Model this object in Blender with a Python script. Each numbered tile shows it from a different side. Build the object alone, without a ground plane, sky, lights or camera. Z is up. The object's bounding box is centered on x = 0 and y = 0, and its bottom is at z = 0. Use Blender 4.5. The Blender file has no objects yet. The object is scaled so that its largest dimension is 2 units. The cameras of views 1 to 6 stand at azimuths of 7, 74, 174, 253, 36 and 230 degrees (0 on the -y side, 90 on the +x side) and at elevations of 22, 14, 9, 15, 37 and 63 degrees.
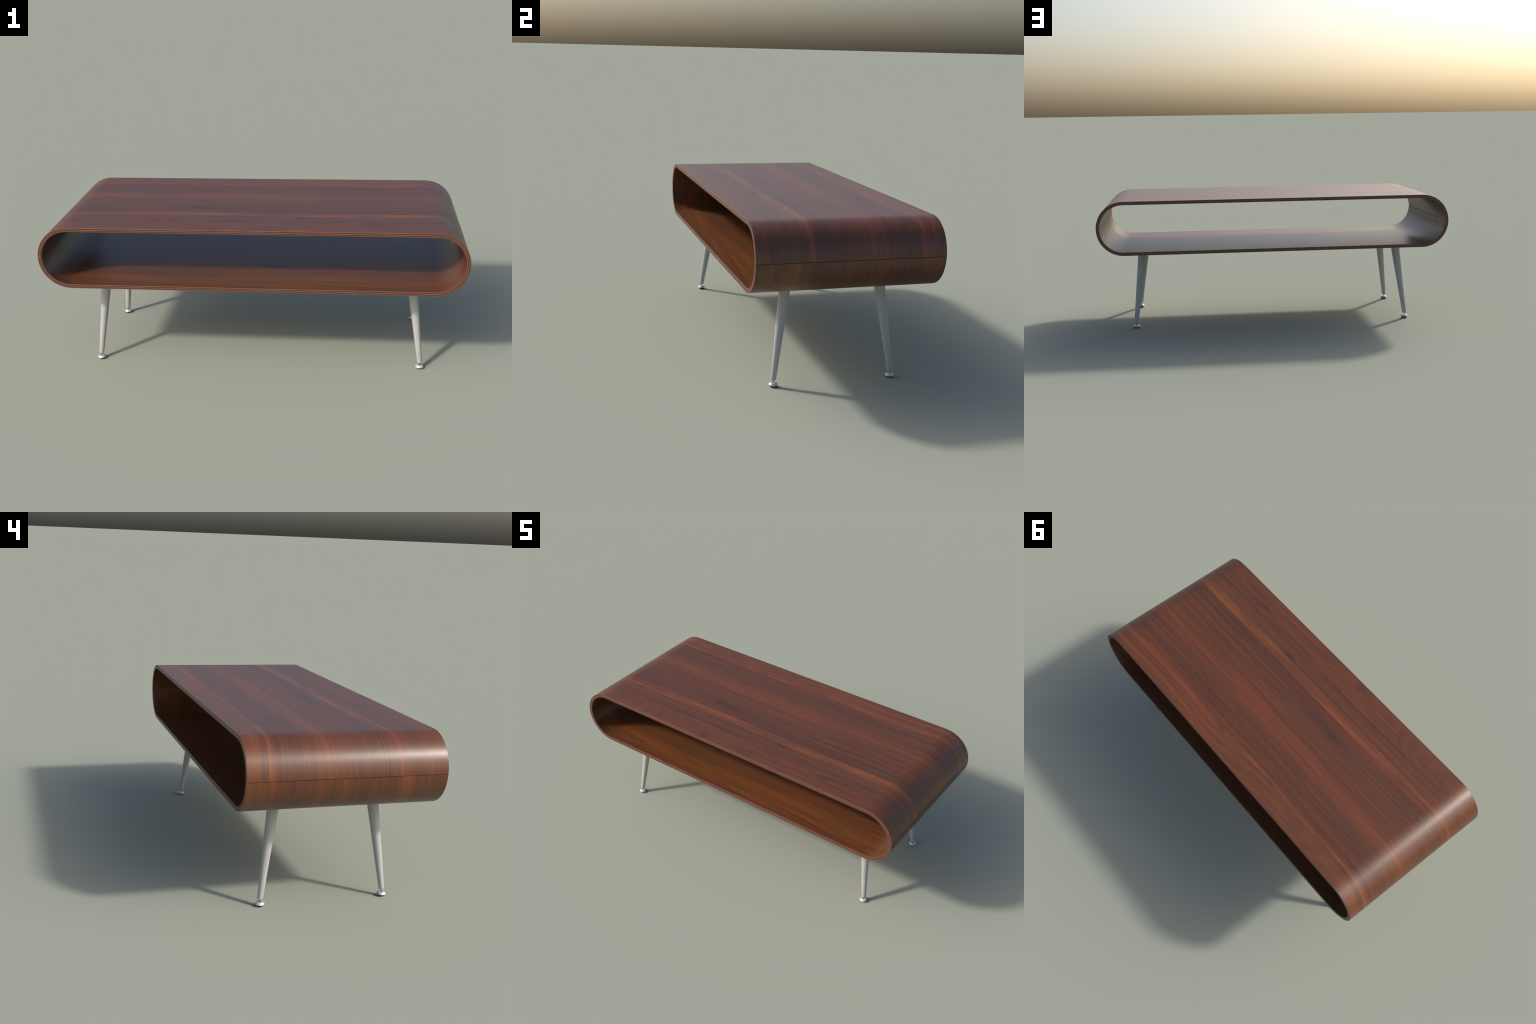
"""Mid-century coffee table: an open bent-plywood loop shell (two walnut-veneered
halves around a continuous plywood core) on four splayed, tapered metal legs."""
import bpy, bmesh, math
from mathutils import Vector, Matrix

# ------------------------------------------------------------------ sizes (m)
HALF_LEN = 1.0                 # outer half length (x)
HALF_DEP = 0.4142              # half depth (y)
Z_BOT, Z_TOP = 0.4442, 0.7470  # outer shell bottom / top
ZC = 0.5 * (Z_BOT + Z_TOP)     # seam height
R = 0.5 * (Z_TOP - Z_BOT)      # outer end radius
XC = HALF_LEN - R              # centre of the end arcs
THICK = 0.0192                 # shell thickness
# ply boundaries measured inward from the outer surface
PLY = [0.0, 0.0034, 0.0074, 0.0118, 0.0158, THICK]
SEAM_GAP = 0.0012              # open joint in the veneers
ARC = 40                       # segments per half circle
FLAT = 24                      # segments along the flat

LEG_X_MID, LEG_X, LEG_Y = 0.0132, 0.7945, 0.2735   # feet: centre offset, half spacing
LEG_IN_X, LEG_IN_Y = 0.0503, 0.0577                # inward lean over LEG_RISE
LEG_Z0, LEG_RISE = 0.0278, 0.4194

# ------------------------------------------------------------------ node helpers
class Nodes:
    def __init__(self, name):
        self.mat = bpy.data.materials.new(name)
        self.mat.use_nodes = True
        self.t = self.mat.node_tree
        self.t.nodes.clear()
        self.out = self.t.nodes.new('ShaderNodeOutputMaterial')
        self.bsdf = self.t.nodes.new('ShaderNodeBsdfPrincipled')
        self.t.links.new(self.bsdf.outputs[0], self.out.inputs[0])

    def put(self, sock, val):
        if isinstance(val, bpy.types.NodeSocket):
            self.t.links.new(val, sock)
        elif val is not None:
            sock.default_value = val

    def m(self, op, a, b=None, c=None, clamp=False):
        n = self.t.nodes.new('ShaderNodeMath')
        n.operation = op
        n.use_clamp = clamp
        for s, v in zip(n.inputs, (a, b, c)):
            self.put(s, v)
        return n.outputs[0]

    def xyz(self):
        tc = self.t.nodes.new('ShaderNodeTexCoord')
        sp = self.t.nodes.new('ShaderNodeSeparateXYZ')
        self.t.links.new(tc.outputs['Object'], sp.inputs[0])
        return sp.outputs[0], sp.outputs[1], sp.outputs[2]

    def vec(self, x, y, z):
        n = self.t.nodes.new('ShaderNodeCombineXYZ')
        for s, v in zip(n.inputs, (x, y, z)):
            self.put(s, v)
        return n.outputs[0]

    def noise(self, x, y, z, detail=2.0, rough=0.5):
        n = self.t.nodes.new('ShaderNodeTexNoise')
        n.inputs['Scale'].default_value = 1.0
        n.inputs['Detail'].default_value = detail
        n.inputs['Roughness'].default_value = rough
        self.t.links.new(self.vec(x, y, z), n.inputs['Vector'])
        return n.outputs[0]

    def ramp(self, fac, stops, interp='LINEAR'):
        n = self.t.nodes.new('ShaderNodeValToRGB')
        cr = n.color_ramp
        cr.interpolation = interp
        while len(cr.elements) < len(stops):
            cr.elements.new(0.5)
        for e, (p, c) in zip(cr.elements, stops):
            e.position = p
            if not isinstance(c, (tuple, list)):
                c = (c, c, c)
            e.color = (*c, 1.0)
        self.put(n.inputs[0], fac)
        return n.outputs[0]

    def smooth(self, x, lo, hi):
        n = self.t.nodes.new('ShaderNodeMapRange')
        n.interpolation_type = 'SMOOTHSTEP'
        n.inputs[1].default_value = lo
        n.inputs[2].default_value = hi
        self.put(n.inputs[0], x)
        return n.outputs[0]

    def mix(self, fac, a, b, blend='MIX'):
        n = self.t.nodes.new('ShaderNodeMix')
        n.data_type = 'RGBA'
        n.blend_type = blend
        self.put(n.inputs[0], fac)
        for s, v in ((n.inputs[6], a), (n.inputs[7], b)):
            self.put(s, (*v, 1.0) if isinstance(v, tuple) else v)
        return n.outputs[2]

    def bump(self, h, strength, dist):
        n = self.t.nodes.new('ShaderNodeBump')
        n.inputs['Strength'].default_value = strength
        n.inputs['Distance'].default_value = dist
        self.put(n.inputs['Height'], h)
        self.t.links.new(n.outputs[0], self.bsdf.inputs['Normal'])

    def set(self, **kw):
        for k, v in kw.items():
            k = k.replace('_', ' ')
            if isinstance(v, tuple):
                v = (*v, 1.0)
            self.put(self.bsdf.inputs[k], v)
        return self.mat


def veneer(name, seed, profile, knots=(), wav=1.0, streaks=(), tint=(1.0, 1.0, 1.0)):
    """Walnut veneer whose grain runs along the shell and round its bends.
    profile: tone across the sheet (position 0..1 over the depth -> tone)."""
    g = Nodes(name)
    x, y, z = g.xyz()
    ax = g.m('ABSOLUTE', x)
    over = g.m('MAXIMUM', g.m('SUBTRACT', ax, XC), 0.0)
    ang = g.m('ARCTAN2', over, g.m('ABSOLUTE', g.m('SUBTRACT', z, ZC)))
    u = g.m('MULTIPLY', g.m('SIGN', x),
            g.m('ADD', g.m('MINIMUM', ax, XC), g.m('MULTIPLY', ang, R)))
    S = lambda k: g.m('MULTIPLY', u, k)
    # gentle wander of the grain lines; stronger near the sheet edges (flame figure)
    w1 = g.m('SUBTRACT', g.noise(S(1.3), g.m('MULTIPLY', y, 3.0), seed, 1.5), 0.5)
    w2 = g.m('SUBTRACT', g.noise(S(3.5), g.m('MULTIPLY', y, 11.0), seed + 7.3, 2.0), 0.5)
    edge = g.smooth(g.m('ABSOLUTE', y), 0.20, 0.36)
    amp = g.m('MULTIPLY_ADD', edge, 0.085 * wav, 0.022 * wav)
    v = g.m('ADD', y, g.m('ADD', g.m('MULTIPLY', w1, amp), g.m('MULTIPLY', w2, 0.013 * wav)))
    soft = [(p, 0.49 + 0.84 * (c - 0.46)) for p, c in profile]
    t = g.ramp(g.m('MULTIPLY_ADD', v, 1.0 / (2 * HALF_DEP), 0.5), soft)
    V = lambda k: g.m('MULTIPLY', v, k)
    broad = g.noise(S(0.8), V(17.0), seed + 1.1, 2.0, 0.55)
    mid = g.noise(S(1.1), V(52.0), seed + 2.2, 2.0, 0.6)
    thin = g.noise(S(1.7), V(115.0), seed + 8.8, 2.0, 0.6)
    thin = g.smooth(thin, 0.30, 0.70)
    fine = g.noise(S(3.2), V(260.0), seed + 3.3, 2.0, 0.6)
    pore = g.noise(S(26.0), V(520.0), seed + 4.4, 1.0, 0.5)
    cloud = g.noise(S(2.8), V(7.0), seed + 5.5, 3.0, 0.6)

    def add(a, n, k):
        return g.m('ADD', a, g.m('MULTIPLY', g.m('SUBTRACT', n, 0.5), k))
    t = add(t, broad, 0.26)
    t = add(t, mid, 0.50)
    t = add(t, thin, 0.25)
    t = add(t, fine, 0.52)
    t = add(t, cloud, 0.26)
    # flame figure: contour lines of a slow field, near the long edges
    field = g.noise(S(0.9), g.m('MULTIPLY', y, 4.2), seed + 9.9, 0.5)
    rings = g.m('SINE', g.m('MULTIPLY', field, 95.0))
    t = g.m('ADD', t, g.m('MULTIPLY', rings, g.m('MULTIPLY', edge, 0.06)))
    # long light streaks: one sharp and one soft side, broken along their length
    for (lo, hi, amt) in streaks:
        band = g.m('MULTIPLY', g.smooth(v, lo, lo + 0.022),
                   g.m('SUBTRACT', 1.0, g.smooth(v, hi - 0.004, hi + 0.002)))
        brk = g.smooth(g.noise(S(2.4), V(24.0), seed + 12.3, 2.0), 0.34, 0.62)
        t = g.m('ADD', t, g.m('MULTIPLY', band, g.m('MULTIPLY', brk, amt)))
    for (ku, kv, ks) in knots:
        du = g.m('MULTIPLY', g.m('SUBTRACT', u, ku), 0.34)
        dv = g.m('SUBTRACT', v, kv)
        d = g.m('SQRT', g.m('ADD', g.m('MULTIPLY', du, du), g.m('MULTIPLY', dv, dv)))
        k = g.m('SUBTRACT', 1.0, g.smooth(d, 0.0, 0.022))
        t = g.m('SUBTRACT', t, g.m('MULTIPLY', k, ks))
    col = g.ramp(t, [(0.0, (0.056, 0.022, 0.0130)), (0.28, (0.084, 0.028, 0.0138)),
                     (0.52, (0.120, 0.0370, 0.0148)), (0.76, (0.164, 0.046, 0.0150)),
                     (1.0, (0.225, 0.064, 0.0180))])
    # slow drift between redder and more olive-brown wood
    hue = g.smooth(g.noise(S(0.6), V(14.0), seed + 6.6, 1.0), 0.35, 0.65)
    col = g.mix(g.m('MULTIPLY', hue, 0.52), col,
                g.mix(1.0, col, (0.90, 1.14, 1.0), 'MULTIPLY'))
    col = g.mix(1.0, col, tint, 'MULTIPLY')
    dark = g.m('MULTIPLY', g.smooth(pore, 0.56, 0.74), 0.30)
    col = g.mix(dark, col, (0.035, 0.015, 0.012))
    g.put(g.bsdf.inputs['Base Color'], col)
    rough = g.m('MULTIPLY_ADD', fine, 0.06, 0.32)
    g.put(g.bsdf.inputs['Roughness'], rough)
    g.set(Specular_IOR_Level=0.62)
    g.bump(g.m('ADD', fine, pore), 0.05, 0.0006)
    return g.mat


def ply_material(name, c1, c2, rough):
    g = Nodes(name)
    x, y, z = g.xyz()
    n = g.noise(g.m('MULTIPLY', x, 14.0), g.m('MULTIPLY', y, 60.0), g.m('MULTIPLY', z, 60.0), 3.0)
    g.put(g.bsdf.inputs['Base Color'], g.mix(g.smooth(n, 0.3, 0.7), c1, c2))
    return g.set(Roughness=rough)


def brushed_metal(name, base, rough, metallic, streak):
    g = Nodes(name)
    x, y, z = g.xyz()
    n = g.noise(g.m('MULTIPLY', x, 420.0), g.m('MULTIPLY', y, 420.0), g.m('MULTIPLY', z, 9.0), 3.0, 0.6)
    dark = tuple(c * (1 - streak) for c in base)
    g.put(g.bsdf.inputs['Base Color'], g.mix(g.smooth(n, 0.30, 0.70), dark, base))
    g.put(g.bsdf.inputs['Roughness'], g.m('MULTIPLY_ADD', n, 0.10, rough - 0.05))
    g.bump(n, 0.10, 0.0008)
    return g.set(Metallic=metallic, Specular_IOR_Level=0.35)


# ------------------------------------------------------------------ materials
TOP_PROFILE = [(0.00, 0.55), (0.05, 0.46), (0.11, 0.50), (0.165, 0.36), (0.215, 0.50),
               (0.235, 0.42), (0.25, 0.52), (0.290, 0.54), (0.305, 0.36), (0.36, 0.32),
               (0.42, 0.42), (0.47, 0.36), (0.52, 0.52), (0.565, 0.50), (0.60, 0.62),
               (0.655, 0.58), (0.71, 0.42), (0.77, 0.36), (0.845, 0.34), (0.868, 0.72),
               (0.895, 0.50), (0.945, 0.66), (1.0, 0.50)]
LOW_PROFILE = [(0.00, 0.42), (0.08, 0.50), (0.13, 0.34), (0.17, 0.62), (0.22, 0.70),
               (0.25, 0.36), (0.36, 0.34), (0.45, 0.40), (0.50, 0.56), (0.58, 0.46),
               (0.64, 0.62), (0.70, 0.48), (0.80, 0.36), (0.88, 0.52), (0.94, 0.60), (1.0, 0.44)]
FLOOR_PROFILE = [(0.00, 0.36), (0.05, 0.52), (0.10, 0.66), (0.16, 0.74), (0.20, 0.48),
                 (0.25, 0.62), (0.31, 0.40), (0.42, 0.46), (0.55, 0.40), (0.66, 0.54),
                 (0.78, 0.38), (0.90, 0.58), (1.0, 0.46)]
INNER = (0.95, 1.04, 1.02)
M_TOP = veneer('walnut_veneer_upper', 3.7, TOP_PROFILE,
               [(0.554, -0.325, 0.34), (0.229, -0.227, 0.36), (-0.151, -0.382, 0.30),
                (-0.279, -0.086, 0.30), (-0.274, 0.320, 0.34), (0.12, 0.305, 0.25)],
               streaks=[(-0.222, -0.164, 0.34), (0.296, 0.320, 0.22)])
M_LOW = veneer('walnut_veneer_lower', 41.2, LOW_PROFILE, wav=1.8, streaks=[(-0.270, -0.225, 0.18)])
M_FLOOR = veneer('walnut_veneer_floor', 77.9, FLOOR_PROFILE, [(0.12, -0.15, 0.35)], tint=INNER)
M_CEIL = veneer('walnut_veneer_ceiling', 18.4, LOW_PROFILE, tint=INNER)
M_PLY_LIGHT = ply_material('light_ply_edge', (0.170, 0.064, 0.036), (0.205, 0.080, 0.046), 0.42)
M_PLY_DARK = ply_material('dark_ply_edge', (0.046, 0.024, 0.017), (0.060, 0.030, 0.021), 0.42)
M_LEG = brushed_metal('brushed_aluminium', (0.455, 0.452, 0.446), 0.48, 0.0, 0.16)
M_FOOT = brushed_metal('polished_metal', (0.58, 0.575, 0.575), 0.44, 0.30, 0.05)
M_STEM = Nodes('dark_steel').set(Base_Color=(0.06, 0.045, 0.04), Roughness=0.45, Metallic=0.6)
M_FOOT_DARK = Nodes('matte_black').set(Base_Color=(0.03, 0.03, 0.03), Roughness=0.7)

# ------------------------------------------------------------------ mesh helpers
def finish(bm, name, mats, parent, smooth_angle=12.0):
    bmesh.ops.recalc_face_normals(bm, faces=bm.faces)
    me = bpy.data.meshes.new(name)
    bm.to_mesh(me)
    bm.free()
    for mt in mats:
        me.materials.append(mt)
    for p in me.polygons:
        p.use_smooth = True
    me.set_sharp_from_angle(angle=math.radians(smooth_angle))
    ob = bpy.data.objects.new(name, me)
    bpy.context.scene.collection.objects.link(ob)
    ob.parent = parent
    return ob


def half_path(sign):
    """Upper (+1) or lower (-1) half of the loop's centre path as (centre, unit normal),
    running from the +x seam over the flat to the -x seam."""
    pts = []
    n = ARC // 2
    for i in range(n + 1):
        a = 0.5 * math.pi * i / n
        pts.append(((XC, ZC), (math.cos(a), sign * math.sin(a))))
    for i in range(1, FLAT):
        pts.append(((XC - 2 * XC * i / FLAT, ZC), (0.0, float(sign))))
    for i in range(n + 1):
        a = 0.5 * math.pi * (1 - i / n)
        pts.append(((-XC, ZC), (-math.cos(a), sign * math.sin(a))))
    return pts


def swept_ply(name, path, off_out, off_in, parent, mats, closed, chamfer=(0, 0), gap=0.0, edge_slot=0):
    """Sweep a flat ply section (offsets off_out..off_in inward from the outer surface)
    along the path. chamfer = rounding of its outer / inner long edges."""
    co, ci = chamfer
    D = HALF_DEP
    sec = []                                   # (offset, y, ...) loop, counter-clockwise

    def corner(off, ysign, c, flip):
        dirn = 1 if off == off_out else -1
        if c <= 0:
            return [(off, ysign * D)]
        k = 0.29 * c
        seq = [(off, ysign * (D - c)), (off + dirn * k, ysign * (D - k)), (off + dirn * c, ysign * D)]
        return seq[::-1] if flip else seq
    sec += corner(off_out, -1, co, True)
    sec += corner(off_out, 1, co, False)
    sec += corner(off_in, 1, ci, True)
    sec += corner(off_in, -1, ci, False)
    bm = bmesh.new()
    rings = []
    last = len(path) - 1
    for i, ((cx, cz), (nx, nz)) in enumerate(path):
        shift = 0.0
        if gap and i in (0, last):
            shift = 0.5 * gap * (1 if path[len(path) // 2][1][1] > 0 else -1)
        ease = 1.7 if gap else 1.0             # exposed lip of the joint is eased back
        rings.append([bm.verts.new((cx + nx * (R - o), yy, cz + nz * (R - o)
                                    + shift * (ease if o in (0.0, THICK) else 1.0))) for o, yy in sec])
    m = len(sec)
    count = len(rings)
    for i in range(count if closed else count - 1):
        a, b = rings[i], rings[(i + 1) % count]
        for j in range(m):
            k = (j + 1) % m
            f = bm.faces.new((a[j], a[k], b[k], b[j]))
            onface = abs(sec[j][0] - sec[k][0]) < 1e-9
            f.material_index = 0 if onface else edge_slot
    if not closed:
        bm.faces.new(rings[0])
        bm.faces.new(rings[-1][::-1])
    return finish(bm, name, mats, parent)


def lathe(profile, segs=48):
    """Revolve (r, z) points round z, closing ends at r = 0."""
    bm = bmesh.new()
    rings = []
    for r, z in profile:
        if r < 1e-6:
            rings.append([bm.verts.new((0, 0, z))])
        else:
            rings.append([bm.verts.new((r * math.cos(2 * math.pi * k / segs),
                                        r * math.sin(2 * math.pi * k / segs), z)) for k in range(segs)])
    for a, b in zip(rings, rings[1:]):
        for k in range(segs):
            l = (k + 1) % segs
            if len(a) == 1:
                bm.faces.new((a[0], b[k], b[l]))
            elif len(b) == 1:
                bm.faces.new((a[k], a[l], b[0]))
            else:
                bm.faces.new((a[k], a[l], b[l], b[k]))
    return bm


def rounded(r, z0, z1, c, n=5):
    """(r, z) points of a rounded lower rim going from the axis outward at z0."""
    return [(r - c + c * math.sin(a), z0 + c - c * math.cos(a))
            for a in (0.5 * math.pi * i / n for i in range(n + 1))]


# ------------------------------------------------------------------ the table
table = bpy.data.objects.new('coffee_table', None)
bpy.context.scene.collection.objects.link(table)
table["label"] = "low walnut loop coffee table with rounded ends and tapered metal legs"
table["category"] = "coffee table"

EPS = 0.00006
loop = half_path(1) + [p for p in half_path(-1)[::-1]][1:-1]
core = swept_ply('plywood_core', loop, PLY[2] + EPS, PLY[3] - EPS, table, [M_PLY_LIGHT], True)
for a, b in ((1, 2), (3, 4)):
    swept_ply('dark_ply', loop, PLY[a] + EPS, PLY[b] - EPS, core, [M_PLY_DARK], True)

upper = swept_ply('upper_veneer', half_path(1), PLY[0], PLY[1] - EPS, table,
                  [M_TOP, M_PLY_LIGHT], False, (0.0009, 0), SEAM_GAP, 1)
lower = swept_ply('lower_veneer', half_path(-1), PLY[0], PLY[1] - EPS, table,
                  [M_LOW, M_PLY_LIGHT], False, (0.0009, 0), SEAM_GAP, 1)
ceiling = swept_ply('inner_ceiling_veneer', half_path(1), PLY[4] + EPS, PLY[5], table,
                    [M_CEIL, M_PLY_LIGHT], False, (0, 0.0009), SEAM_GAP, 1)
floor = swept_ply('inner_floor_veneer', half_path(-1), PLY[4] + EPS, PLY[5], table,
                  [M_FLOOR, M_PLY_LIGHT], False, (0, 0.0009), SEAM_GAP, 1)

# ------------------------------------------------------------------ legs
rise = Vector((LEG_IN_X, LEG_IN_Y, LEG_RISE))
length = rise.length
r_bot, r_top = 0.0120, 0.0255
shaft = [(0.0, 0.0)] + rounded(r_bot, 0.0, 0, 0.0030)
shaft += [(r_bot + (r_top - r_bot) * s, 0.003 + (length - 0.003) * s) for s in (0.25, 0.5, 0.75, 1.0)]
shaft += [(0.0, length)]
disc = [(0.0, 0.0046), (0.0170, 0.0046), (0.0193, 0.0052), (0.0202, 0.0064), (0.0200, 0.0078),
        (0.0189, 0.0098), (0.0169, 0.0128), (0.0150, 0.0152), (0.0140, 0.0160), (0.0126, 0.0162),
        (0.0095, 0.0154), (0.0060, 0.0148), (0.0, 0.0146)]
dark_base = [(0.0, 0.0), (0.0158, 0.0), (0.0168, 0.0010), (0.0176, 0.0045), (0.0, 0.0045)]
stem = [(0.0, 0.0140), (0.0024, 0.0140), (0.0024, 0.0236), (0.0, 0.0236)]
collar = [(0.0, 0.0224), (0.0027, 0.0224), (0.0034, 0.0241), (0.0056, 0.0278), (0.0062, 0.0301), (0.0, 0.0301)]

protos = {}
for nm, prof, mt in (('leg', shaft, M_LEG), ('foot', disc, M_FOOT), ('foot_dark_base', dark_base, M_FOOT_DARK),
                     ('threaded_stem', stem, M_STEM), ('stem_collar', collar, M_LEG)):
    protos[nm] = finish(lathe(prof), nm, [mt], None, 40.0)

first = True
for sx in (-1, 1):
    for sy in (-1, 1):
        base = Vector((LEG_X_MID + sx * LEG_X, sy * LEG_Y, 0.0))
        axis = Vector((-sx * LEG_IN_X, -sy * LEG_IN_Y, LEG_RISE)).normalized()
        placed = {}
        for nm, proto in protos.items():
            ob = proto if first else proto.copy()
            if not first:
                bpy.context.scene.collection.objects.link(ob)
            placed[nm] = ob
        first = False
        leg = placed['leg']
        spin = Matrix.Rotation(1.3 * sx + 0.7 * sy, 4, 'Z')
        leg.parent = table
        leg.matrix_basis = (Matrix.Translation(base + Vector((0, 0, LEG_Z0)))
                            @ Vector((0, 0, 1)).rotation_difference(axis).to_matrix().to_4x4() @ spin)
        inv = leg.matrix_basis.inverted()
        for nm, ob in placed.items():
            if nm != 'leg':
                ob.parent = leg
                ob.matrix_parent_inverse = inv
                ob.matrix_basis = Matrix.Translation(base)
